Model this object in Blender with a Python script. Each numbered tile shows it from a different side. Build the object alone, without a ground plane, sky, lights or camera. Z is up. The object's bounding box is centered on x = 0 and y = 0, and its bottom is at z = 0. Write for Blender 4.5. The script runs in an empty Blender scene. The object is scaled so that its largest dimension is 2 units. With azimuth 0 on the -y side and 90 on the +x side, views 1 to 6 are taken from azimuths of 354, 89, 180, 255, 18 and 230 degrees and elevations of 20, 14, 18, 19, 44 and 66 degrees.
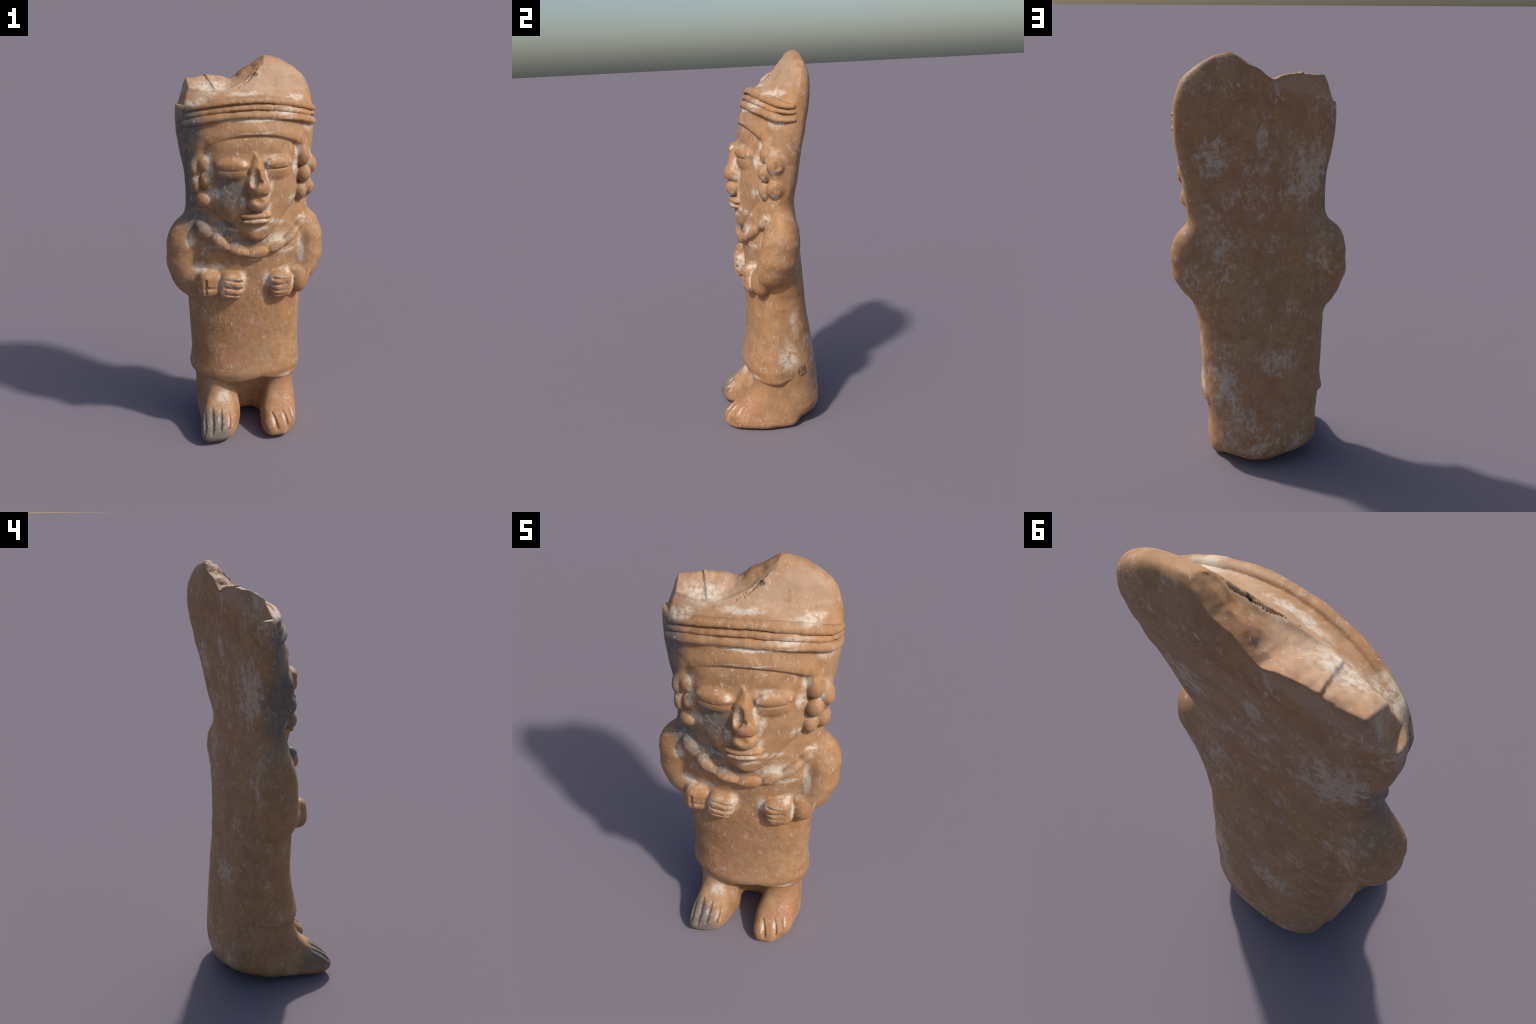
"""Broken mould-made terracotta figurine (standing woman with tall headdress).

The body is modelled as a smooth implicit form: lofted superelliptical
cross-sections for the slab-like body, face, skirt and legs, to which the
applied clay pieces (headband rolls, beads, ear ornaments, eyelids, nose,
hands ...) are blended.  The surface is meshed once, then its faces are
separated by anatomical region into named parts that share border vertices.
Everything is laid out in the figure's own frame (x across, -y to the front,
z up); the root Empty turns it a little about z.
"""
import bpy
import numpy as np

H = 0.0033                      # meshing resolution in metres
YAW = np.radians(10.5)          # the figure is turned a little on its base
rng = np.random.default_rng(7)

# ------------------------------------------------------------------ grid
X0, X1, Y0, Y1, Z0, Z1 = -0.475, 0.475, -0.315, 0.285, -0.03, 2.035
gx = np.arange(X0, X1, H, dtype=np.float32)
gy = np.arange(Y0, Y1, H, dtype=np.float32)
gz = np.arange(Z0, Z1, H, dtype=np.float32)
F = np.full((len(gx), len(gy), len(gz)), 1.0, np.float32)
LAB = np.zeros(F.shape, np.uint8)
PARTS = []                      # (name, parent part)


def part(name, parent=None):
    PARTS.append((name, parent))
    return len(PARTS) - 1


def box(lo, hi):
    s, out = [], []
    for g, a, b in ((gx, lo[0], hi[0]), (gy, lo[1], hi[1]), (gz, lo[2], hi[2])):
        i = max(int(np.searchsorted(g, a)) - 1, 0)
        j = min(int(np.searchsorted(g, b)) + 1, len(g))
        s.append(slice(i, j))
    s = tuple(s)
    return s, gx[s[0]][:, None, None], gy[s[1]][None, :, None], gz[s[2]][None, None, :]


def smin(a, b, k):
    h = np.maximum(k - np.abs(a - b), 0) / k
    return np.minimum(a, b) - h * h * k * 0.25


def smax(a, b, k):
    h = np.maximum(k - np.abs(a - b), 0) / k
    return np.maximum(a, b) + h * h * k * 0.25


def add(s, d, k, lab):
    f = F[s]
    win = d < f
    F[s] = smin(f, d, k)
    LAB[s][win] = lab


def cut(s, d, k):
    """remove the solid d<0"""
    F[s] = smax(F[s], -d, k)


# ------------------------------------------------------------- value noise
def noise3(px, py, pz, scale, seed):
    r = np.random.default_rng(seed)
    N = 64
    lat = r.uniform(-1, 1, (N, N, N)).astype(np.float32)
    q = [np.asarray(p, np.float32) / scale + 17.3 for p in (px, py, pz)]
    i = [np.floor(a).astype(np.int32) for a in q]
    f = [a - b for a, b in zip(q, i)]
    f = [a * a * (3 - 2 * a) for a in f]
    i0 = [a % N for a in i]
    i1 = [(a + 1) % N for a in i]
    v = 0
    for cx in (0, 1):
        for cy in (0, 1):
            for cz in (0, 1):
                w = ((f[0] if cx else 1 - f[0]) * (f[1] if cy else 1 - f[1])
                     * (f[2] if cz else 1 - f[2]))
                v = v + w * lat[(i1 if cx else i0)[0], (i1 if cy else i0)[1], (i1 if cz else i0)[2]]
    return v


# ---------------------------------------------------------------- shapes
def ell(c, r, k, lab, rot=(0, 0, 0), sub=False):
    """ellipsoid: centre, radii, blend, rotation about x, y, z in degrees"""
    R = max(r) + k + 0.02
    s, x, y, z = box([a - R for a in c], [a + R for a in c])
    x, y, z = x - c[0], y - c[1], z - c[2]
    ax, ay, az = np.radians(rot)
    if az:
        x, y = np.cos(az) * x + np.sin(az) * y, -np.sin(az) * x + np.cos(az) * y
    if ay:
        x, z = np.cos(ay) * x - np.sin(ay) * z, np.sin(ay) * x + np.cos(ay) * z
    if ax:
        y, z = np.cos(ax) * y + np.sin(ax) * z, -np.sin(ax) * y + np.cos(ax) * z
    k0 = np.sqrt((x / r[0]) ** 2 + (y / r[1]) ** 2 + (z / r[2]) ** 2)
    k1 = np.sqrt((x / r[0] ** 2) ** 2 + (y / r[1] ** 2) ** 2 + (z / r[2] ** 2) ** 2)
    d = k0 * (k0 - 1) / np.maximum(k1, 1e-6)
    cut(s, d, k) if sub else add(s, d, k, lab)


def rbox(c, r, rad, k, lab, rot=(0, 0, 0)):
    """rounded box"""
    R = max(r) * 1.5 + k + 0.02
    s, x, y, z = box([a - R for a in c], [a + R for a in c])
    x, y, z = x - c[0], y - c[1], z - c[2]
    ax, ay, az = np.radians(rot)
    if az:
        x, y = np.cos(az) * x + np.sin(az) * y, -np.sin(az) * x + np.cos(az) * y
    if ay:
        x, z = np.cos(ay) * x - np.sin(ay) * z, np.sin(ay) * x + np.cos(ay) * z
    if ax:
        y, z = np.cos(ax) * y + np.sin(ax) * z, -np.sin(ax) * y + np.cos(ax) * z
    q = [np.abs(a) - (b - rad) for a, b in zip((x, y, z), r)]
    d = np.sqrt(sum(np.maximum(a, 0) ** 2 for a in q)) - rad
    d = d + np.minimum(np.maximum(np.maximum(q[0], q[1]), q[2]), 0)
    add(s, d, k, lab)


def tube(pts, rads, k, lab, sub=False, flat=1.0):
    """chain of tapering capsules; flat stretches it along y"""
    for (a, b), (ra, rb) in zip(zip(pts, pts[1:]), zip(rads, rads[1:])):
        R = max(ra, rb) / min(flat, 1) + k + 0.02
        s, x, y, z = box([min(p, q) - R for p, q in zip(a, b)],
                         [max(p, q) + R for p, q in zip(a, b)])
        e = [b[i] - a[i] for i in range(3)]
        e[1] *= flat
        L = sum(v * v for v in e)
        dx, dy, dz = x - a[0], (y - a[1]) * flat, z - a[2]
        t = np.clip((dx * e[0] + dy * e[1] + dz * e[2]) / L, 0, 1)
        d = np.sqrt((dx - t * e[0]) ** 2 + (dy - t * e[1]) ** 2 + (dz - t * e[2]) ** 2)
        d = d - (ra + (rb - ra) * t)
        cut(s, d, k) if sub else add(s, d, k, lab)


def prof(z, table, col):
    """smooth profile through control rows (z, ...)"""
    zs = np.array([r[0] for r in table]); v = np.array([r[col] for r in table])
    # monotone-ish cubic (Catmull-Rom tangents, limited)
    m = np.gradient(v, zs)
    zc = np.clip(z, zs[0], zs[-1])
    i = np.clip(np.searchsorted(zs, zc) - 1, 0, len(zs) - 2)
    h = zs[i + 1] - zs[i]; t = (zc - zs[i]) / h
    d = (v[i + 1] - v[i]) / h
    lim = lambda g: np.where(d * g <= 0, 0, np.sign(d) * np.minimum(np.abs(g), 3 * np.abs(d)))
    m0, m1 = lim(m[i]), lim(m[i + 1])
    return ((2 * t**3 - 3 * t**2 + 1) * v[i] + (t**3 - 2 * t**2 + t) * h * m0
            + (-2 * t**3 + 3 * t**2) * v[i + 1] + (t**3 - t**2) * h * m1).astype(np.float32)


def section(x, y, xl, xr, yf, ye, yb, nf, nb):
    """superelliptical cross-section; returns approximate distance"""
    t = np.abs((x - (xl + xr) * 0.5) / np.maximum((xr - xl) * 0.5, 0.004))
    w = y - ye
    s = np.where(w > 0, w / np.maximum(yb - ye, 0.004), -w / np.maximum(ye - yf, 0.004))
    n = np.where(w > 0, nb, nf).astype(np.float32)
    g = (t ** n + s ** n + 1e-9) ** (1 / n) - 1
    gr = np.gradient(g, H)
    m = np.sqrt(gr[0] ** 2 + gr[1] ** 2 + gr[2] ** 2)
    return (g / np.maximum(m, 1.2)).astype(np.float32)


# ------------------------------------------------------------- part list
P_BASE = part('leg_support')
P_SKIRT = part('skirt')
P_TORSO = part('torso')
P_HEAD = part('head')
P_DRESS = part('headdress')
P_LEG = [part('leg'), part('leg')]
P_FOOT = [part('foot'), part('foot')]
P_ARM = [part('arm'), part('arm')]
P_CUFF = [part('bracelet'), part('bracelet')]
P_HAND = [part('hand'), part('hand')]
P_ROLL = [part('headband_roll', 'headdress') for _ in range(3)]
P_FACE = part('face', 'head')
P_LID = [part('eyelid', 'head') for _ in range(2)]
P_EYE = [part('eye', 'head') for _ in range(2)]
P_NOSE = part('nose', 'head')
P_RING = part('nose_ring', 'head')
P_LIP = [part('lip', 'head') for _ in range(2)]

# ------------------------------------------------- 1 slab-like main body
#        z     xl      xr     yf     ye    yb    nf   nb
BODY = [
    (-0.05, -0.236, 0.252, 0.025, 0.110, 0.252, 3.0, 2.6),
    (0.06, -0.250, 0.262, 0.015, 0.110, 0.261, 3.0, 2.8),
    (0.15, -0.256, 0.270, -0.006, 0.110, 0.264, 3.0, 2.8),
    (0.25, -0.260, 0.276, -0.036, 0.105, 0.258, 2.8, 2.8),
    (0.36, -0.274, 0.294, -0.092, 0.090, 0.248, 2.2, 2.8),
    (0.50, -0.284, 0.300, -0.106, 0.070, 0.232, 2.15, 2.8),
    (0.66, -0.293, 0.308, -0.103, 0.060, 0.208, 2.1, 2.8),
    (0.80, -0.302, 0.316, -0.100, 0.055, 0.194, 2.1, 2.8),
    (0.95, -0.312, 0.330, -0.098, 0.052, 0.175, 2.1, 2.8),
    (1.05, -0.322, 0.340, -0.106, 0.050, 0.158, 2.0, 2.8),
    (1.12, -0.318, 0.342, -0.105, 0.048, 0.149, 1.75, 2.8),
    (1.19, -0.318, 0.342, -0.095, 0.045, 0.142, 1.65, 2.8),
    (1.25, -0.306, 0.346, -0.070, 0.045, 0.144, 1.75, 2.8),
    (1.33, -0.302, 0.358, -0.042, 0.055, 0.150, 1.9, 3.0),
    (1.44, -0.304, 0.372, -0.040, 0.072, 0.161, 2.0, 3.1),
    (1.54, -0.320, 0.390, -0.052, 0.095, 0.169, 2.0, 3.1),
    (1.625, -0.331, 0.401, -0.068, 0.110, 0.178, 2.0, 3.1),
    (1.648, -0.333, 0.402, -0.090, 0.112, 0.181, 2.0, 3.1),
    (1.665, -0.333, 0.402, -0.088, 0.115, 0.184, 2.0, 3.1),
    (1.71, -0.333, 0.402, -0.064, 0.122, 0.192, 2.0, 3.1),
    (1.76, -0.330, 0.400, -0.048, 0.128, 0.199, 2.0, 3.1),
    (1.795, -0.327, 0.395, -0.032, 0.132, 0.204, 2.0, 3.1),
    (1.812, -0.327, 0.392, -0.014, 0.134, 0.205, 2.0, 3.1),
    (1.828, -0.326, 0.388, 0.026, 0.137, 0.206, 2.0, 3.0),
    (1.845, -0.328, 0.382, 0.048, 0.141, 0.206, 2.0, 3.0),
    (1.88, -0.355, 0.366, 0.076, 0.148, 0.207, 2.1, 2.8),
    (1.93, -0.360, 0.312, 0.106, 0.158, 0.203, 2.4, 2.6),
    (1.97, -0.200, 0.248, 0.126, 0.168, 0.197, 2.4, 2.4),
    (2.00, -0.040, 0.190, 0.144, 0.172, 0.190, 2.4, 2.2),
    (2.03, 0.100, 0.150, 0.160, 0.174, 0.186, 2.4, 2.2),
]
s, x, y, z = box((X0, Y0, Z0), (X1, Y1, Z1))
sag = 0.47 * (x - 0.01) ** 2                    # headband and cap droop at the sides
zz = z + 0 * x
blend = np.clip((z - 1.50) / 0.08, 0, 1) * np.clip((1.90 - z) / 0.06, 0, 1)
lip = np.clip((1.74 - z) / 0.06, 0, 1)
arc = np.minimum(np.abs(x - 0.03), 0.30)
zfront = z + blend * (sag + lip * 0.43 * arc ** 2)          # (nx,1,nz)
cols = [prof(z, BODY, c) for c in range(1, 8)]
yf = prof(zfront, BODY, 3)
plain = prof(zfront, [r for r in BODY if not 1.63 < r[0] < 1.70], 3)   # without the cap lip
keep = np.clip((0.30 - np.abs(x - 0.03)) / 0.07, 0, 1)
yf = yf * keep + plain * (1 - keep)
# the slab is slightly twisted: less turned at the foot, more at the crest's back
TWIST = [(0.0, -0.070, -0.035), (0.55, -0.065, -0.045), (0.85, -0.030, -0.025), (1.10, -0.035, 0.0),
         (1.22, -0.050, 0.008), (1.40, 0.0, 0.030), (1.70, 0.0, 0.075), (2.0, 0.02, 0.095)]
sf, sb = prof(z, TWIST, 1), prof(z, TWIST, 2)
body = section(x, y, cols[0], cols[1], yf + sf * x, cols[3] + 0.5 * (sf + sb) * x, cols[4] + sb * x, cols[5], cols[6])
body = smax(body, z - 1.9985, 0.03)
# rounded underside, lifting toward the heel side and the left back corner
under = 0.002 + np.maximum(y - 0.15, 0) * 0.18 + np.maximum(-x, 0) * np.maximum(y + 0.05, 0) * 1.0 + np.maximum(x - 0.08, 0) * np.maximum(y, 0) * 1.8
body = smax(body, under - z, 0.07)
F[:] = body
reg = np.where(z < 0.31, P_BASE, np.where(z < 0.78, P_SKIRT, np.where(z < 1.185, P_TORSO, P_HEAD)))
reg = np.where(zfront > 1.635, P_DRESS, reg)
LAB[:] = reg.astype(np.uint8)

# ------------------------------------------------------- 2 legs and feet
#        z     yf      halfwidth
LEG = [(-0.03, -0.225, 0.096), (0.0, -0.246, 0.104), (0.035, -0.260, 0.108), (0.075, -0.246, 0.108),
       (0.11, -0.212, 0.106), (0.15, -0.162, 0.101), (0.19, -0.120, 0.096), (0.24, -0.094, 0.092),
       (0.30, -0.088, 0.090), (0.40, -0.085, 0.090)]
for i, (cx, fy, hw, dz) in enumerate(((-0.164, 0.010, 1.0, 0.010), (0.168, -0.024, 0.97, -0.004))):
    s, x, y, z = box((cx - 0.2, -0.31, -0.03), (cx + 0.2, 0.2, 0.40))
    xs = x - 0.40 * np.minimum(y + 0.06, 0) * (1.0 if i == 0 else 0.7)
    ys = y + 0.075 * (x - cx)
    w = prof(z, LEG, 2) * hw
    d = section(xs - cx, ys, -w, w, prof(z - dz, LEG, 1) + fy, np.float32(0.0), np.float32(0.12),
                3.6 - 1.3 * np.clip((z - 0.14) / 0.10, 0, 1).astype(np.float32), np.float32(4.0))
    d = smax(d, 0.001 + np.maximum(-x, 0) * np.maximum(y + 0.05, 0) - z, 0.045)
    d = smax(d, z - 0.335, 0.02)
    add(s, d, 0.030, P_LEG[i])
    foot = (z < 0.20 - 0 * x) & (y < -0.03) & (LAB[s] == P_LEG[i])
    LAB[s][foot] = P_FOOT[i]
# hollow under the web between the feet
ell((0.005, -0.03, -0.012), (0.072, 0.14, 0.050), 0.03, 0, sub=True)
# slots between the toes, laid on the curve of the instep
for i, xa, xb, za, zb, r in ((0, -0.276, -0.296, 0.165, 0.075, 0.009), (0, -0.234, -0.258, 0.168, 0.070, 0.010),
                             (0, -0.188, -0.212, 0.160, 0.085, 0.009), (0, -0.142, -0.160, 0.145, 0.075, 0.008),
                             (1, 0.086, 0.098, 0.125, 0.062, 0.011), (1, 0.146, 0.160, 0.130, 0.055, 0.011),
                             (1, 0.183, 0.192, 0.128, 0.085, 0.008)):
    cx, fy, dz = ((-0.164, 0.010, 0.010), (0.168, -0.024, -0.004))[i]
    pts = []
    for t_ in np.linspace(0, 1, 5):
        xq, zq = xa + (xb - xa) * t_, za + (zb - za) * t_
        yq = float(prof(np.array([zq - dz]), LEG, 1)[0]) + fy - 0.075 * (xq - cx)
        xc = cx + 0.40 * (yq + 0.06) * (1.0 if i == 0 else 0.7)
        q = min(abs(xq - xc) / 0.104, 0.97)
        yq = yq * (1 - q ** 3.8) ** (1 / 3.8)
        pts.append((xq, yq + 0.001, zq))
    tube(pts, [r * 0.5, r * .9, r, r, r * .8], 0.006, 0, sub=True)
# chipped corner of the little toe
s, x, y, z = box((0.12, -0.31, -0.03), (0.30, -0.12, 0.14))
cut(s, -((x - 0.205) * 0.62 - (y + 0.222) * 0.72 - (z - 0.045) * 0.15 - 0.002), 0.006)

# ---------------------------------------------------------------- 3 skirt
SKIRT = [(0.20, -0.284, 0.290, -0.112), (0.30, -0.292, 0.300, -0.134), (0.34, -0.304, 0.308, -0.141),
         (0.39, -0.295, 0.305, -0.132), (0.45, -0.288, 0.301, -0.120), (0.53, -0.287, 0.302, -0.109),
         (0.66, -0.293, 0.308, -0.103), (0.80, -0.296, 0.310, -0.095), (0.90, -0.288, 0.300, -0.085)]
s, x, y, z = box((-0.36, -0.2, 0.18), (0.36, 0.25, 0.90))
ys = y - prof(z, TWIST, 1) * x
d = section(x, ys, prof(z, SKIRT, 1), prof(z, SKIRT, 2), prof(z, SKIRT, 3), np.float32(0.06),
            np.float32(0.19), np.float32(2.25), np.float32(3.2))
hem = 0.294 - 0.07 * x + 0.010 * np.sin(x * 17 + 0.6) + 0.10 * np.maximum(y, 0) + 0.010 * np.exp(-((x - 0.05) / 0.03) ** 2)
d = smax(d, hem - z, 0.018)
d = smax(d, z - 0.86, 0.05)
d = d + np.where(x > 0, 0.18, 0.06) * np.maximum(ys - 0.03, 0)
add(s, d, 0.005, P_SKIRT)

# ----------------------------------------------------------------- 4 arms
tube([(-0.310, 0.072, 1.125), (-0.328, 0.074, 1.06), (-0.330, 0.070, 0.97), (-0.306, 0.052, 0.895), (-0.250, -0.026, 0.878)],
     [0.064, 0.071, 0.071, 0.063, 0.052], 0.035, P_ARM[0], flat=0.90)
tube([(0.340, 0.048, 1.115), (0.350, 0.032, 1.06), (0.345, 0.014, 0.97), (0.316, -0.008, 0.905), (0.285, -0.040, 0.872)],
     [0.068, 0.077, 0.078, 0.070, 0.056], 0.035, P_ARM[1], flat=0.90)
# the arms lie against a board that carries the flat back out to the elbows
BOARD = [(0.72, -0.300, 0.300, 0.176), (0.77, -0.318, 0.318, 0.174), (0.82, -0.358, 0.335, 0.171), (0.90, -0.392, 0.372, 0.166),
         (0.98, -0.404, 0.402, 0.160), (1.05, -0.398, 0.420, 0.152), (1.12, -0.398, 0.416, 0.146), (1.17, -0.372, 0.388, 0.141),
         (1.22, -0.310, 0.340, 0.136), (1.27, -0.270, 0.300, 0.130)]
s, x, y, z = box((-0.46, -0.1, 0.70), (0.46, 0.22, 1.27))
d = section(x, y, prof(z, BOARD, 1), prof(z, BOARD, 2), np.float32(-0.055), np.float32(0.045), prof(z, BOARD, 3),
            np.float32(2.0), np.float32(2.6))
d = smax(d, -0.02 - y, 0.06)
d = smax(d, 0.765 - z, 0.04)
LABarm = np.where(x < 0, P_ARM[0], P_ARM[1]) + 0 * y + 0 * z
F[s] = smin(F[s], d, 0.03)
side = (np.abs(x) > 0.30 + 0 * y) & (z > 0.76) & (z < 1.21)
LAB[s][side] = LABarm[side].astype(np.uint8)
# crease between arm and chest
tube([(-0.245, -0.100, 1.06), (-0.248, -0.098, 0.98)], [0.018, 0.018], 0.03, 0, sub=True)
tube([(0.270, -0.082, 1.10), (0.276, -0.094, 1.02), (0.272, -0.100, 0.95)], [0.012, 0.018, 0.014], 0.03, 0, sub=True)

# ---------------------------------------------------------------- 5 hands
rbox((-0.222, -0.064, 0.874), (0.060, 0.048, 0.070), 0.044, 0.018, P_CUFF[0], rot=(0, 4, 8))
rbox((-0.106, -0.088, 0.860), (0.067, 0.054, 0.075), 0.046, 0.016, P_HAND[0], rot=(0, 6, -4))
rbox((0.160, -0.090, 0.842), (0.066, 0.052, 0.078), 0.046, 0.016, P_HAND[1], rot=(0, -4, 6))
ell((0.268, -0.064, 0.848), (0.056, 0.054, 0.078), 0.012, P_CUFF[1])
groove = lambda a, b, r: tube([a, b], [r, r], 0.006, 0, sub=True)
for dz, r in ((0.030, 0.0075), (-0.010, 0.010), (-0.048, 0.007)):        # fingers
    tube([(-0.150, -0.135, 0.876 + dz), (-0.105, -0.143 + 0.10 * abs(dz), 0.868 + dz), (-0.060, -0.134, 0.858 + dz)], [r * .6, r, r], 0.006, 0, sub=True)
for dz, r in ((0.034, 0.0075), (0.002, 0.0075), (-0.030, 0.008), (-0.056, 0.006)):
    tube([(0.112, -0.132, 0.853 + dz), (0.155, -0.145, 0.850 + dz), (0.192, -0.140, 0.850 + dz)], [r, r, r * .6], 0.006, 0, sub=True)
groove((-0.245, -0.109, 0.904), (-0.247, -0.107, 0.832), 0.0075)
groove((-0.245, -0.110, 0.862), (-0.178, -0.116, 0.854), 0.0085)

# ----------------------------------------------------------------- 6 face
#        z     halfw   yf
FACE = [(1.060, 0.004, -0.050), (1.092, 0.030, -0.100), (1.110, 0.080, -0.128), (1.146, 0.128, -0.138), (1.19, 0.168, -0.138),
        (1.24, 0.214, -0.131), (1.295, 0.252, -0.128), (1.36, 0.262, -0.125), (1.44, 0.262, -0.122),
        (1.50, 0.262, -0.117), (1.55, 0.262, -0.099), (1.62, 0.262, -0.083), (1.70, 0.25, -0.03)]
s, x, y, z = box((-0.30, -0.2, 1.05), (0.36, 0.10, 1.70))
w = prof(z, FACE, 1)
ys = y - 0.08 * np.maximum(x - 0.06, 0)
d = section(x - 0.028, ys, -w, w, prof(z, FACE, 2), np.float32(0.03), np.float32(0.06), np.float32(2.25), np.float32(2.5))
d = smax(d, z - 1.66, 0.03)
face = d
add(s, d, 0.005, P_FACE)
# shallow sockets under the brow
ell((-0.115, -0.140, 1.542), (0.095, 0.030, 0.026), 0.025, 0, sub=True)
ell((0.160, -0.122, 1.542), (0.095, 0.030, 0.030), 0.025, 0, sub=True)
# eyelids and closed eyes
ell((-0.104, -0.104, 1.502), (0.080, 0.027, 0.028), 0.020, P_LID[0], rot=(0, 2, -14))
ell((-0.112, -0.102, 1.462), (0.072, 0.024, 0.032), 0.022, P_EYE[0], rot=(0, 0, -14))
ell((0.145, -0.098, 1.499), (0.080, 0.027, 0.028), 0.020, P_LID[1], rot=(0, 4, 22))
ell((0.138, -0.094, 1.456), (0.070, 0.024, 0.034), 0.022, P_EYE[1], rot=(0, 2, 18))
tube([(-0.165, -0.112, 1.479), (-0.105, -0.132, 1.478), (-0.045, -0.142, 1.480)], [0.003, 0.005, 0.004], 0.004, 0, sub=True)
tube([(0.085, -0.132, 1.476), (0.145, -0.120, 1.474), (0.200, -0.095, 1.472)], [0.004, 0.005, 0.003], 0.004, 0, sub=True)
# nose: broken bridge widening to the wings
tube([(0.020, -0.092, 1.540), (0.022, -0.118, 1.47), (0.028, -0.128, 1.39)], [0.014, 0.038, 0.060], 0.010, P_NOSE)
tube([(0.024, -0.108, 1.538), (0.042, -0.148, 1.455), (0.046, -0.164, 1.405)], [0.006, 0.010, 0.016], 0.012, P_NOSE)
ell((0.044, -0.158, 1.386), (0.034, 0.028, 0.034), 0.010, P_NOSE)
for c, r in (((0.000, -0.164, 1.452), (0.026, 0.026, 0.056)), ((0.022, -0.180, 1.424), (0.018, 0.018, 0.014))):
    ell(c, r, 0.010, 0, sub=True)                 # broken flank of the ridge
# nose ring below the tip
ell((0.024, -0.142, 1.312), (0.058, 0.040, 0.044), 0.008, P_RING)
tube([(-0.004, -0.176, 1.350), (0.05, -0.178, 1.352)], [0.010, 0.010], 0.008, 0, sub=True)
ell((0.018, -0.184, 1.330), (0.026, 0.016, 0.016), 0.008, 0, sub=True)
# lips
ell((0.017, -0.132, 1.243), (0.084, 0.030, 0.018), 0.008, P_LIP[0], rot=(0, 2, 2))
ell((0.015, -0.134, 1.216), (0.076, 0.031, 0.017), 0.005, P_LIP[1], rot=(0, 2, 2))

# ----------------------------------------- 7 hair edge and ear ornaments
tube([(0.276, 0.010, 1.60), (0.300, 0.005, 1.54), (0.306, -0.006, 1.50)], [0.030, 0.026, 0.030], 0.02, P_HEAD)
tube([(-0.226, 0.004, 1.58), (-0.250, 0.004, 1.52)], [0.026, 0.024], 0.02, P_HEAD)
tube([(-0.252, 0.022, 1.33), (-0.250, 0.016, 1.42), (-0.250, 0.010, 1.50)], [0.034, 0.036, 0.034], 0.02, P_HEAD)
tube([(0.320, 0.034, 1.32), (0.330, 0.028, 1.42), (0.330, 0.030, 1.50)], [0.034, 0.036, 0.034], 0.02, P_HEAD)
EAR = [((0.307, -0.008, 1.500), (0.032, 0.034, 0.046)), ((0.358, 0.022, 1.452), (0.034, 0.046, 0.046)),
       ((0.306, -0.022, 1.411), (0.036, 0.036, 0.040)), ((0.340, 0.018, 1.332), (0.036, 0.042, 0.044)),
       ((0.288, -0.020, 1.322), (0.032, 0.034, 0.046)),
       ((-0.222, -0.012, 1.498), (0.036, 0.034, 0.042)), ((-0.274, 0.006, 1.474), (0.024, 0.034, 0.044)),
       ((-0.221, -0.026, 1.418), (0.029, 0.034, 0.039)), ((-0.270, -0.004, 1.397), (0.026, 0.036, 0.044)),
       ((-0.232, -0.024, 1.325), (0.038, 0.034, 0.042))]
for c, r in EAR:
    c = c if c[0] > 0 else (c[0], c[1] - 0.006, c[2])
    ell(c, r, 0.014, part('ear_ornament'))
# broken, rough face of two ornaments
for c in ((0.398, 0.022, 1.458), (0.394, 0.030, 1.440), (0.386, 0.012, 1.335), (0.384, 0.028, 1.322)):
    ell(c, (0.013, 0.020, 0.018), 0.005, 0, sub=True)

# ------------------------------------------------------- 8 bead necklace
NECK = [((-0.236, -0.022, 1.156), (0.050, 0.028, 0.028), 48, -30), ((-0.166, -0.068, 1.104), (0.050, 0.026, 0.026), 38, -25),
        ((-0.078, -0.090, 1.054), (0.054, 0.024, 0.023), 18, -10), ((0.030, -0.094, 1.032), (0.058, 0.024, 0.024), -6, 0),
        ((0.136, -0.090, 1.058), (0.048, 0.022, 0.020), -22, 10), ((0.222, -0.062, 1.102), (0.056, 0.024, 0.022), -36, 25),
        ((0.280, -0.026, 1.150), (0.034, 0.024, 0.022), -45, 30)]
for c, r, tilt, turn in NECK:
    r = (r[0] * 1.12, r[1] * 1.08, r[2] * 1.15)
    ell((c[0], c[1] - 0.014, c[2]), r, 0.011, part('necklace_bead'), rot=(0, tilt, turn))

# ------------------------------------ 10 broken top of the headdress
s, x, y, z = box((X0, -0.05, 1.78), (X1, Y1, Z1))
jag = 0.010 * noise3(x + 0 * z, y + 0 * z, z + 0 * x, 0.045, 3) + 0.005 * noise3(x + 0 * z, y + 0 * z, z + 0 * x, 0.018, 4)
plane = np.minimum(1.830 + (y - 0.025) * 0.55, 1.909) + 0.01 * jag
step = np.clip((-x - 0.140 - 0.25 * (y - 0.09)) / 0.006, 0, 1)
plane = plane - 0.010 * step - 2.2 * np.maximum(-x - 0.262, 0)
plane = plane - 0.020 * np.exp(-((x + 0.03) / 0.05) ** 2) * np.clip((y - 0.1) / 0.08, 0, 1)
crack_x = 0.018 + 1.9 * np.clip(y - 0.077, -0.05, 0.06) + 1.0 * np.clip(y - 0.150, 0, 0.03) + jag * 1.8
over = np.maximum(x - crack_x, 0)
plane = plane + 0.022 * np.exp(-((x - crack_x) / 0.045) ** 2) * (x < crack_x) * np.clip((0.15 - y) / 0.04, 0, 1)
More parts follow.
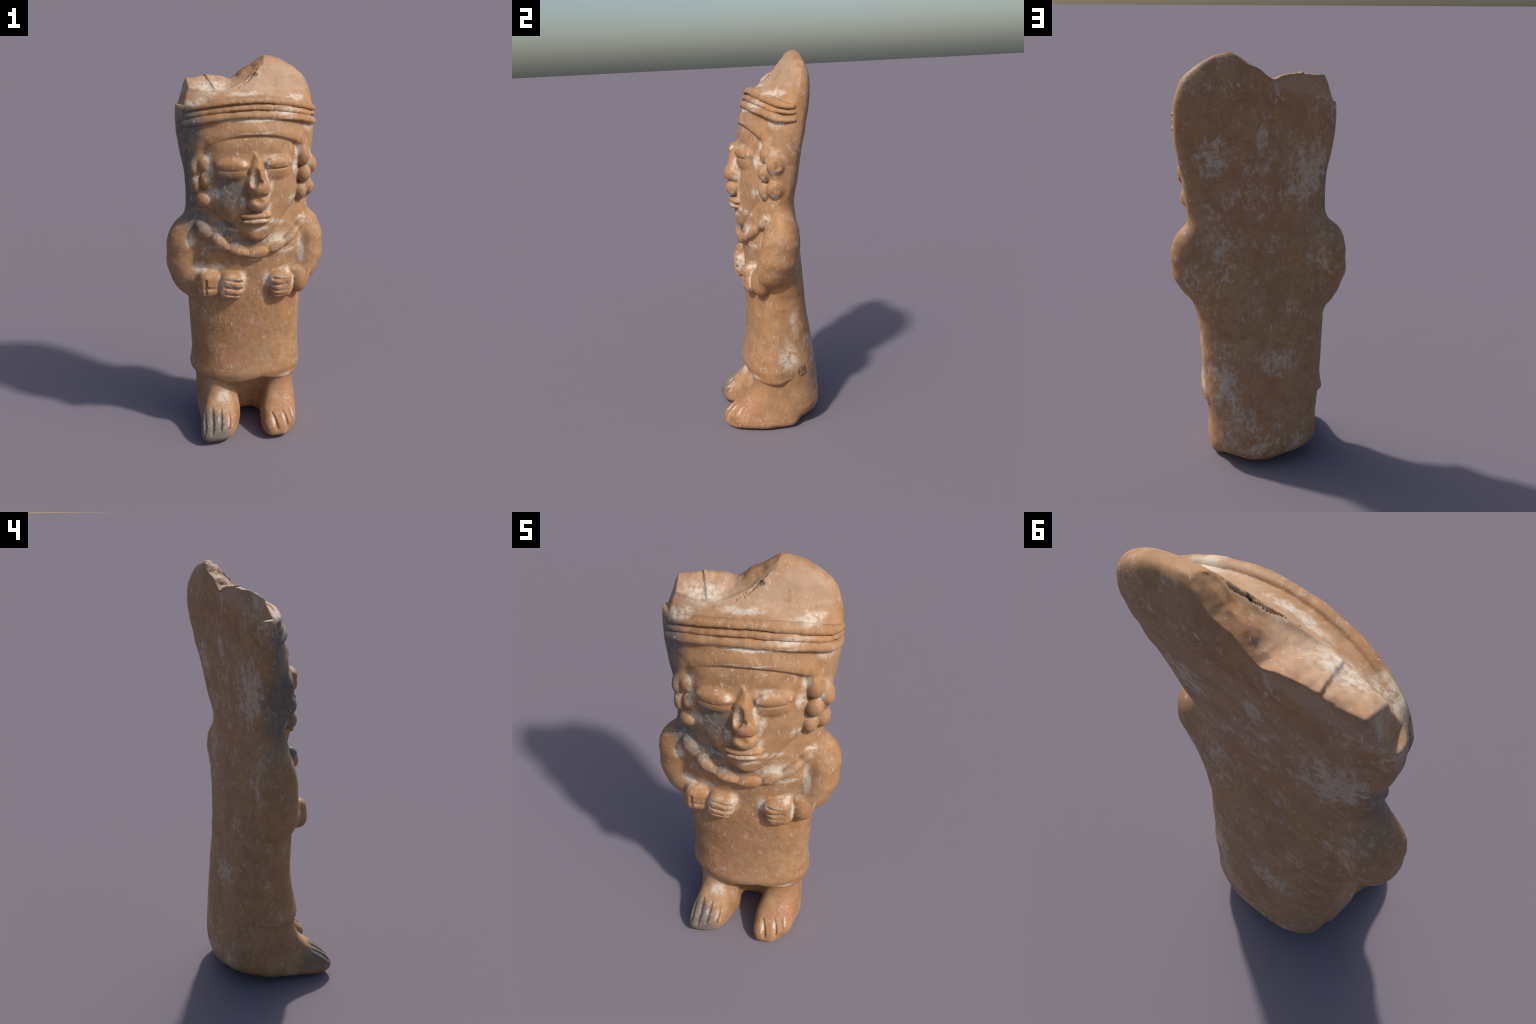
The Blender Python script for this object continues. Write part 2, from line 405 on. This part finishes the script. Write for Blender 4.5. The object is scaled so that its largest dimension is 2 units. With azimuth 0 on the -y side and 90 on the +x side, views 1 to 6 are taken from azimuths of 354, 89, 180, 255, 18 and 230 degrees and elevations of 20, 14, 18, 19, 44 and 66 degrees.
plane = plane + 0.10 * np.clip(over / (0.03 + 0.04 * np.clip((y - 0.14) / 0.03, 0, 1)), 0, 1) + (0.38 * np.clip(x + 0.03, 0, 0.11) + 0.75 * np.clip(x - 0.08, 0, 0.1)) * np.clip((y - 0.09) / 0.05, 0, 1)
cut(s, (plane + jag * 0.5 - z) * 0.8, 0.004)
# the open crack itself
pts = [(0.012, 0.070, 1.862), (0.040, 0.088, 1.888), (0.070, 0.098, 1.915), (0.090, 0.112, 1.935), (0.128, 0.132, 1.985)]
cut_r = [0.003, 0.006, 0.007, 0.006, 0.008]
tube(pts, cut_r, 0.003, 0, sub=True)
# --------------------------------- 9 headband: three rolls of clay
s, x, y, z = box((-0.45, -0.15, 1.58), (0.46, 0.22, 1.86))
zr = z + 0.47 * (x - 0.01) ** 2 + 0 * y
bd = section(x, y, prof(z, BODY, 1), prof(z, BODY, 2), (-0.046 + 0.35 * (zr - 1.76)).astype(np.float32),
             prof(z, BODY, 4), prof(z, BODY, 5) + prof(z, TWIST, 2) * x, np.float32(2.0), np.float32(3.1))
along = x + 0.6 * (y - 0.05)                     # roughly follows the arc
for i, (zc, r, off) in enumerate(((1.806, 0.0180, 0.001), (1.7725, 0.0148, 0.001), (1.738, 0.0185, 0.001))):
    wob = (0.0030 * noise3(along, 0 * along, 0 * along, 0.060, 20 + i)
           + 0.0018 * noise3(along, 0 * along, 0 * along, 0.018, 30 + i))
    rise = 0.004 * noise3(along, 0 * along, 0 * along, 0.16, 40 + i)
    rr = r + wob - np.where(x > 0, 0.008 * np.clip((y - 0.02) / 0.08, 0, 1) + 0.022 * np.clip((y - 0.115) / 0.035, 0, 1),
                            0.026 * np.clip((y - 0.04) / 0.07, 0, 1))
    d = np.hypot(bd + off, zr - zc + rise) - rr
    add(s, d.astype(np.float32), 0.003, P_ROLL[i])
for zc, r, xa, xb in ((1.7895, 0.0070, -0.24, 0.14), (1.757, 0.0048, -0.10, 0.10)):
    rr = r + 0.002 * noise3(along, 0 * along, 0 * along, 0.018, 50) - 0.02 * np.clip((xa - x) / 0.06, 0, 1) - 0.02 * np.clip((x - xb) / 0.06, 0, 1)
    cut(s, (np.hypot(bd - 0.004, zr - zc) - rr).astype(np.float32), 0.002)

# --------------------------------------------------- surface nets meshing
def surface_nets(F):
    inside = F < 0
    nx, ny, nz = F.shape
    cnt = np.zeros((nx - 1, ny - 1, nz - 1), np.uint8)
    for a in (0, 1):
        for b in (0, 1):
            for c in (0, 1):
                cnt += inside[a:nx - 1 + a, b:ny - 1 + b, c:nz - 1 + c]
    act = np.nonzero((cnt > 0) & (cnt < 8))
    vid = np.full(cnt.shape, -1, np.int32)
    vid[act] = np.arange(len(act[0]))
    corner = [(a, b, c) for a in (0, 1) for b in (0, 1) for c in (0, 1)]
    val = np.stack([F[act[0] + a, act[1] + b, act[2] + c] for a, b, c in corner], 1)
    acc = np.zeros((len(act[0]), 3)); num = np.zeros(len(act[0]))
    for i, p in enumerate(corner):
        for j, q in enumerate(corner):
            if j > i and sum(abs(p[k] - q[k]) for k in range(3)) == 1:
                m = (val[:, i] < 0) != (val[:, j] < 0)
                t = val[m, i] / (val[m, i] - val[m, j])
                acc[m] += np.array(p) + t[:, None] * (np.array(q) - np.array(p))
                num[m] += 1
    V = np.stack(act, 1) + acc / num[:, None]
    quads = []
    for ax in range(3):
        sl0 = [slice(None)] * 3; sl1 = [slice(None)] * 3
        sl0[ax] = slice(0, -1); sl1[ax] = slice(1, None)
        a_, b_ = inside[tuple(sl0)], inside[tuple(sl1)]
        e = np.stack(np.nonzero(a_ != b_), 1)
        u, v = (ax + 1) % 3, (ax + 2) % 3
        ok = (e[:, u] > 0) & (e[:, v] > 0)
        e = e[ok]
        flip = ~a_[tuple(e.T)]
        def g(du, dv):
            q = e.copy(); q[:, u] -= du; q[:, v] -= dv
            return vid[tuple(q.T)]
        Q = np.stack([g(1, 1), g(0, 1), g(0, 0), g(1, 0)], 1)
        Q[flip] = Q[flip][:, ::-1]
        quads.append(Q)
    return V, np.concatenate(quads)


V, Q = surface_nets(F)
vi = np.clip(np.round(V).astype(int), 0, np.array(F.shape) - 1)
vlab = LAB[tuple(vi.T)]
V = V * H + np.array([gx[0], gy[0], gz[0]])


def normals(V, Q):
    n = np.cross(V[Q[:, 2]] - V[Q[:, 0]], V[Q[:, 3]] - V[Q[:, 1]])
    N = np.zeros_like(V)
    for k in range(4):
        for a in range(3):
            N[:, a] += np.bincount(Q[:, k], n[:, a], len(V))
    return N / np.maximum(np.linalg.norm(N, axis=1, keepdims=True), 1e-12)


def relax(V, Q, it, lam):
    for _ in range(it):
        acc = np.zeros_like(V); num = np.zeros(len(V))
        for k in range(4):
            for o in (1, 3):
                j = Q[:, (k + o) % 4]
                for a in range(3):
                    acc[:, a] += np.bincount(Q[:, k], V[j, a], len(V))
                num += np.bincount(Q[:, k], minlength=len(V))
        V = V + lam * (acc / np.maximum(num, 1)[:, None] - V)
    return V


V = relax(V, Q, 1, 0.5)
N = normals(V, Q)
# hand-shaped unevenness: broad undulation, small dents, grain on the break
amp = (0.0035 * noise3(*V.T, 0.16, 11) + 0.0016 * noise3(*V.T, 0.06, 12) + 0.0007 * noise3(*V.T, 0.022, 13))
fresh = (np.clip((V[:, 2] - 1.83) / 0.02, 0, 1) * np.clip((0.15 - V[:, 0]) / 0.04, 0, 1)
         * np.clip((N[:, 2] - 0.35) / 0.3, 0, 1) * np.clip((V[:, 1] - 0.05) / 0.02, 0, 1))
amp = amp + fresh * (0.0020 * noise3(*V.T, 0.040, 14) + 0.0007 * noise3(*V.T, 0.012, 15))
V = V + N * amp[:, None]
V[:, 2] -= V[:, 2].min()
V[:, 2] *= 2.0 / V[:, 2].max()
N = normals(V, Q)
print('verts', len(V), 'quads', len(Q), 'bbox', V.min(0), V.max(0))


# --------------------------------------------------------------- material
def make_material():
    m = bpy.data.materials.new('fired_clay')
    m.use_nodes = True
    nt = m.node_tree
    nt.nodes.clear()
    L = nt.links.new

    def node(t, **kw):
        n = nt.nodes.new(t)
        for k, v in kw.items():
            setattr(n, k, v)
        return n

    def setin(sock, v):
        if hasattr(v, 'is_linked') or isinstance(v, bpy.types.NodeSocket):
            L(v, sock)
        else:
            sock.default_value = v

    def math(op, a, b=None, c=None, clamp=False):
        n = node('ShaderNodeMath', operation=op, use_clamp=clamp)
        setin(n.inputs[0], a)
        if b is not None:
            setin(n.inputs[1], b)
        if c is not None:
            setin(n.inputs[2], c)
        return n.outputs[0]

    def vmath(op, a, b=None):
        n = node('ShaderNodeVectorMath', operation=op)
        setin(n.inputs[0], a)
        if b is not None:
            setin(n.inputs[1], b)
        return n.outputs[1 if op == 'LENGTH' else 0]

    def smooth(v, lo, hi):
        n = node('ShaderNodeMapRange', interpolation_type='SMOOTHSTEP')
        setin(n.inputs['Value'], v)
        n.inputs['From Min'].default_value = lo
        n.inputs['From Max'].default_value = hi
        return n.outputs['Result']

    def noise(vec, scale, detail=4, rough=0.6, dist=0.0):
        n = node('ShaderNodeTexNoise')
        L(vec, n.inputs['Vector'])
        n.inputs['Scale'].default_value = scale
        n.inputs['Detail'].default_value = detail
        n.inputs['Roughness'].default_value = rough
        n.inputs['Distortion'].default_value = dist
        return n.outputs['Fac']

    def mix(f, a, b):
        n = node('ShaderNodeMix', data_type='RGBA')
        setin(n.inputs[0], f)
        for s_, v in ((n.inputs[6], a), (n.inputs[7], b)):
            if isinstance(v, tuple):
                s_.default_value = (*v, 1)
            else:
                L(v, s_)
        return n.outputs[2]

    co = node('ShaderNodeTexCoord').outputs['Object']
    warp = node('ShaderNodeTexNoise')
    L(co, warp.inputs['Vector']); warp.inputs['Scale'].default_value = 9; warp.inputs['Detail'].default_value = 3
    off = node('ShaderNodeVectorMath', operation='MULTIPLY_ADD')
    L(warp.outputs['Color'], off.inputs[0]); off.inputs[1].default_value = (.07, .07, .07)
    off.inputs[2].default_value = (-.035, -.035, -.035)
    cw = vmath('ADD', co, off.outputs[0])

    warp2 = node('ShaderNodeTexNoise')
    L(co, warp2.inputs['Vector']); warp2.inputs['Scale'].default_value = 28; warp2.inputs['Detail'].default_value = 4
    off2 = node('ShaderNodeVectorMath', operation='MULTIPLY_ADD')
    L(warp2.outputs['Color'], off2.inputs[0]); off2.inputs[1].default_value = (.03, .03, .03)
    off2.inputs[2].default_value = (-.015, -.015, -.015)
    cfine = vmath('ADD', co, off2.outputs[0])

    def blob(c, r, soft=0.5, tight=False):
        """0..1 ellipsoidal patch with a ragged edge"""
        d = vmath('SUBTRACT', cfine if tight else cw, c)
        d = vmath('DIVIDE', d, r)
        return smooth(vmath('LENGTH', d), 1.0, 1.0 - soft)

    def many(items, soft=0.6, tight=False):
        v = None
        for c, r in items:
            b = blob(c, r if isinstance(r, tuple) else (r, r, r), soft, tight)
            v = b if v is None else math('MAXIMUM', v, b)
        return v

    # clay body: tan to orange-brown with reddish clouds
    n1 = noise(co, 3.2, 4, .55)
    n2 = noise(co, 14, 5, .6)
    base = mix(smooth(n1, .35, .68), CLAY_TAN, CLAY_ORANGE)
    base = mix(math('MULTIPLY', smooth(n2, .38, .66), .55), base, CLAY_BROWN)
    red = many(RED, .8)
    red = math('MULTIPLY', red, smooth(noise(co, 7, 4), .3, .6))
    base = mix(math('MULTIPLY', red, .7), base, CLAY_RED)
    buff = math('MULTIPLY', many(BUFF, .35), smooth(noise(co, 9, 4, .6), .25, .55))
    base = mix(math('MULTIPLY', buff, .8), base, CLAY_BUFF)
    # grey fire clouds and cheek grime, plus neck shade painted below the chin
    grey = math('MULTIPLY', many(SMOKE_AND_SHADE, .65), smooth(noise(co, 11, 5, .65), .16, .46))
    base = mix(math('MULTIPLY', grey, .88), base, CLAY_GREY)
    # pale wash left in recesses and worn scratches elsewhere
    fine = noise(co, 42, 7, .78)
    mid = noise(co, 10, 5, .65, .4)
    streak_map = node('ShaderNodeMapping'); L(co, streak_map.inputs[0])
    streak_map.inputs['Scale'].default_value = (60, 60, 22)
    streak_map.inputs['Rotation'].default_value = (0.2, 0.5, 0.3)
    streak = noise(streak_map.outputs[0], 1.0, 5, .65, .6)
    long_map = node('ShaderNodeMapping'); L(cw, long_map.inputs[0])
    long_map.inputs['Scale'].default_value = (38, 38, 13)
    threads = noise(long_map.outputs[0], 1.0, 7, .74, .3)
    patch = math('ADD', math('ADD', math('MULTIPLY', mid, .24), math('MULTIPLY', fine, .36)), math('MULTIPLY', threads, .40))
    y = node('ShaderNodeSeparateXYZ'); L(co, y.inputs[0])
    backside = smooth(y.outputs['Y'], .06, .14)
    big = math('MAXIMUM', many(BACKWASH, .9), math('MULTIPLY', smooth(noise(co, 2.6, 3, .5), .42, .66), .6))
    thr = math('ADD', math('MULTIPLY', math('MULTIPLY', backside, big), .105), patch)
    wash = math('MULTIPLY', smooth(thr, .515, .655), .60)
    flecks = math('MULTIPLY', smooth(streak, .60, .69), smooth(mid, .40, .56))
    wash = math('MAXIMUM', wash, math('MULTIPLY', flecks, .75))
    crease = math('MULTIPLY', many(WASH, .75, True), smooth(math('ADD', math('MULTIPLY', fine, .6), math('MULTIPLY', mid, .4)), .40, .55))
    wash = math('MAXIMUM', wash, math('MULTIPLY', crease, .92))
    film = math('MULTIPLY', smooth(noise(co, 24, 6, .7), .40, .68), .09)
    mottle = math('MULTIPLY', smooth(noise(co, 62, 7, .8, .5), .53, .66), smooth(noise(co, 5.5, 4, .6), .42, .60))
    wash = math('MAXIMUM', wash, math('MULTIPLY', mottle, .55))
    col = mix(math('MAXIMUM', wash, film), base, CLAY_WASH)
    # a few dark specks, and darker patches at crack, hem side and base
    v = node('ShaderNodeTexVoronoi'); L(co, v.inputs['Vector']); v.inputs['Scale'].default_value = 21
    speck = math('MULTIPLY', smooth(v.outputs['Distance'], .055, .03), .6)
    col = mix(speck, col, (.06, .045, .035))
    dark_patch = math('MULTIPLY', many(DARK_PATCHES, .5, True), smooth(noise(co, 60, 5, .7), .38, .52))
    col = mix(math('MULTIPLY', dark_patch, .85), col, (.045, .038, .033))

    bs = node('ShaderNodeBsdfPrincipled')
    L(col, bs.inputs['Base Color'])
    L(math('MULTIPLY_ADD', wash, .15, .62), bs.inputs['Roughness'])
    bs.inputs['Specular IOR Level'].default_value = .35
    bump = node('ShaderNodeBump')
    bump.inputs['Strength'].default_value = .28
    bump.inputs['Distance'].default_value = .004
    hgt = math('ADD', math('MULTIPLY', noise(co, 55, 5, .65), 1.0), math('MULTIPLY', wash, .25))
    L(hgt, bump.inputs['Height'])
    L(bump.outputs[0], bs.inputs['Normal'])
    out = node('ShaderNodeOutputMaterial')
    L(bs.outputs[0], out.inputs[0])
    return m


CLAY_TAN = (0.375, 0.205, 0.098)
CLAY_ORANGE = (0.365, 0.174, 0.064)
CLAY_BROWN = (0.255, 0.130, 0.058)
CLAY_RED = (0.36, 0.155, 0.080)
CLAY_BUFF = (0.42, 0.265, 0.165)
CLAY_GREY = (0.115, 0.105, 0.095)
CLAY_WASH = (0.60, 0.52, 0.425)
# reddish clouds: legs, nose, skirt front
RED = [((.17, -.15, .16), (.13, .2, .2)), ((.044, -.17, 1.39), (.05, .05, .05)), ((-.12, -.12, .45), (.16, .1, .16)),
       ((.36, .02, 1.44), (.06, .08, .06)), ((.0, -.1, .62), (.12, .1, .1)), ((-.1, .2, 1.85), (.25, .1, .2)), ((.1, .22, .35), (.3, .15, .3)), ((.1, .2, 1.3), (.3, .15, .3)),
       ((-.3, .05, .2), (.1, .2, .15)), ((-.27, .08, 1.86), (.08, .1, .08))]
# unslipped pinkish-buff clay on the crest face and the broken surface
BUFF = [((.22, .06, 1.88), (.24, .13, .14)), ((-.12, .09, 1.87), (.26, .13, .09))]
SMOKE_AND_SHADE = [((-.31, .02, 1.68), (.13, .13, .17)), ((-.31, .03, 1.42), (.12, .13, .30)), ((-.27, -.02, 1.22), (.13, .1, .09)),
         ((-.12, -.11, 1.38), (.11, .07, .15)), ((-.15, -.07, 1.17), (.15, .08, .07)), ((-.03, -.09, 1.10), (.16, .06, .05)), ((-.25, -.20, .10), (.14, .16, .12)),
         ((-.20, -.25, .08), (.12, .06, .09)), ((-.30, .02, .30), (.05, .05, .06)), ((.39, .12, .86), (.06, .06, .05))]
# chalky wash lodged in recesses
WASH = ([((-.205, -.06, 1.46), (.030, .05, .06)), ((-.19, -.07, 1.36), (.05, .05, .05)), ((.255, -.05, 1.47), (.035, .05, .07)),
         ((.24, -.07, 1.30), (.05, .05, .05)), ((-.04, -.14, 1.52), (.03, .04, .03)), ((.09, -.13, 1.50), (.025, .04, .04)),
         ((.10, -.13, 1.40), (.03, .04, .06)), ((-.05, -.13, 1.31), (.03, .04, .05)), ((.05, -.16, 1.29), (.06, .03, .016)),
         ((.16, -.10, 1.19), (.06, .05, .03)), ((-.10, -.11, 1.17), (.07, .05, .02)), ((-.17, -.08, 1.08), (.08, .05, .025)),
         ((-.30, -.02, 1.10), (.04, .05, .05)), ((.02, -.12, 1.00), (.10, .04, .016)), ((.20, -.09, 1.03), (.08, .05, .025)),
         ((.24, .05, .70), (.08, .08, .07)), ((.31, .06, .42), (.05, .08, .12))] + [((c[0] + .02, c[1] - .012, c[2] - .035), .034) for c, r in EAR[:5]] + [((c[0] + .03, c[1] - .014, c[2] - .03), .030) for c, r in EAR[5:]]
        + [((-.10, -.13, 1.548), (.10, .04, .022)), ((.14, -.12, 1.540), (.11, .05, .022)), ((.02, -.12, 1.565), (.06, .03, .014)),
           ((.268, -.03, 1.55), (.03, .05, .06)), ((-.205, -.05, 1.545), (.025, .05, .05)),
           ((.075, -.13, 1.47), (.022, .05, .10)), ((-.016, -.13, 1.44), (.020, .05, .08)), ((.005, -.14, 1.45), (.022, .05, .06)),
           ((.088, -.13, 1.28), (.026, .05, .05)), ((.10, -.12, 1.21), (.03, .04, .02)), ((.085, -.13, 1.36), (.016, .05, .07)),
           ((.03, -.13, 1.175), (.08, .05, .016)), ((.015, -.16, 1.222), (.09, .04, .016)),
           ((-.04, -.12, .89), (.035, .06, .09)), ((.085, -.11, .88), (.04, .06, .08)), ((-.165, -.12, .88), (.014, .07, .09)),
           ((-.19, -.09, .965), (.09, .05, .035)), ((.22, -.10, .93), (.09, .06, .03)), ((.226, -.12, .86), (.012, .06, .08)),
           ((.285, -.06, 1.02), (.03, .06, .12)), ((.30, -.02, 1.17), (.06, .06, .05)), ((-.26, -.05, .96), (.06, .06, .05)),
           ((-.11, -.145, .91), (.056, .025, .010)), ((-.11, -.145, .87), (.056, .025, .010)), ((-.11, -.145, .83), (.056, .025, .010)),
           ((.155, -.14, .894), (.056, .025, .010)), ((.155, -.14, .862), (.056, .025, .010)), ((.155, -.14, .83), (.056, .025, .010)),
           ((-.16, -.11, .22), (.06, .05, .06)), ((.17, -.10, .30), (.10, .06, .02)),
           ((-.29, -.21, .14), (.013, .06, .05)), ((-.25, -.22, .14), (.013, .06, .05)), ((-.205, -.22, .14), (.013, .06, .04)),
           ((-.155, -.22, .12), (.013, .06, .04)), ((.09, -.22, .10), (.013, .06, .04)), ((.15, -.22, .10), (.013, .06, .05)),
           ((.20, -.20, .11), (.013, .05, .04)), ((.24, .0, .08), (.04, .12, .04)),
           ((.30, .05, 1.80), (.14, .10, .022)), ((.0, .02, 1.835), (.20, .04, .016)), ((.33, .06, 1.66), (.1, .08, .05)),
           ((.20, -.03, 1.745), (.16, .05, .03)), ((.05, -.06, 1.715), (.30, .05, .014)), ((-.24, .05, 1.80), (.1, .08, .03)),
           ((.34, .05, 1.50), (.05, .08, .05)), ((.13, -.08, 1.10), (.14, .06, .05)), ((-.16, .08, 1.87), (.14, .10, .06)),
           ((.33, .10, .60), (.05, .05, .16)), ((.02, -.10, 1.655), (.26, .03, .010))])
BACKWASH = [((-.20, .15, 1.45), (.19, .2, .24)), ((.25, .15, 1.55), (.13, .2, .16)), ((.22, .12, 1.12), (.12, .15, .16)),
            ((-.28, .1, 1.02), (.14, .15, .16)), ((.20, .2, .46), (.12, .15, .22)), ((-.06, .2, .55), (.16, .15, .12)),
            ((.05, .25, .10), (.14, .15, .08)), ((-.15, .22, .14), (.10, .15, .10)), ((.02, .18, 1.62), (.06, .1, .16)),
            ((-.26, .05, .55), (.10, .15, .18))]
DARK_PATCHES = [((.285, .135, .335), (.03, .035, .05)), ((.12, .2, .03), (.03, .04, .02)), ((.075, .10, 1.915), (.022, .02, .022))]
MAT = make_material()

# --------------------------------------------- separate into named parts
root = bpy.data.objects.new('clay_figurine', None)
bpy.context.collection.objects.link(root)
root['label'] = 'broken terracotta standing female figurine with tall headdress'
root['category'] = 'figurine'
root.rotation_euler = (0, 0, YAW)

ql = vlab[Q]
face_lab = np.where((ql[:, 0] == ql[:, 1]) | (ql[:, 0] == ql[:, 2]), ql[:, 0],
                    np.where(ql[:, 1] == ql[:, 2], ql[:, 1], ql[:, 3]))
made = {}
for i, (name, parent) in enumerate(PARTS):
    sel = Q[face_lab == i]
    if len(sel) < 4:
        continue
    used, inv = np.unique(sel, return_inverse=True)
    inv = inv.reshape(sel.shape)
    me = bpy.data.meshes.new(name)
    me.vertices.add(len(used))
    me.vertices.foreach_set('co', V[used].astype(np.float32).ravel())
    me.loops.add(inv.size)
    me.loops.foreach_set('vertex_index', inv.astype(np.int32).ravel())
    me.polygons.add(len(sel))
    me.polygons.foreach_set('loop_start', np.arange(0, inv.size, 4, dtype=np.int32))
    me.polygons.foreach_set('loop_total', np.full(len(sel), 4, np.int32))
    me.update(calc_edges=True)
    me.validate()
    me.polygons.foreach_set('use_smooth', np.ones(len(me.polygons), bool))
    me.normals_split_custom_set_from_vertices([tuple(n) for n in N[used]])
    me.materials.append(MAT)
    ob = bpy.data.objects.new(name, me)
    bpy.context.collection.objects.link(ob)
    ob.parent = made.get(parent, root) if parent else root
    made.setdefault(name, ob)
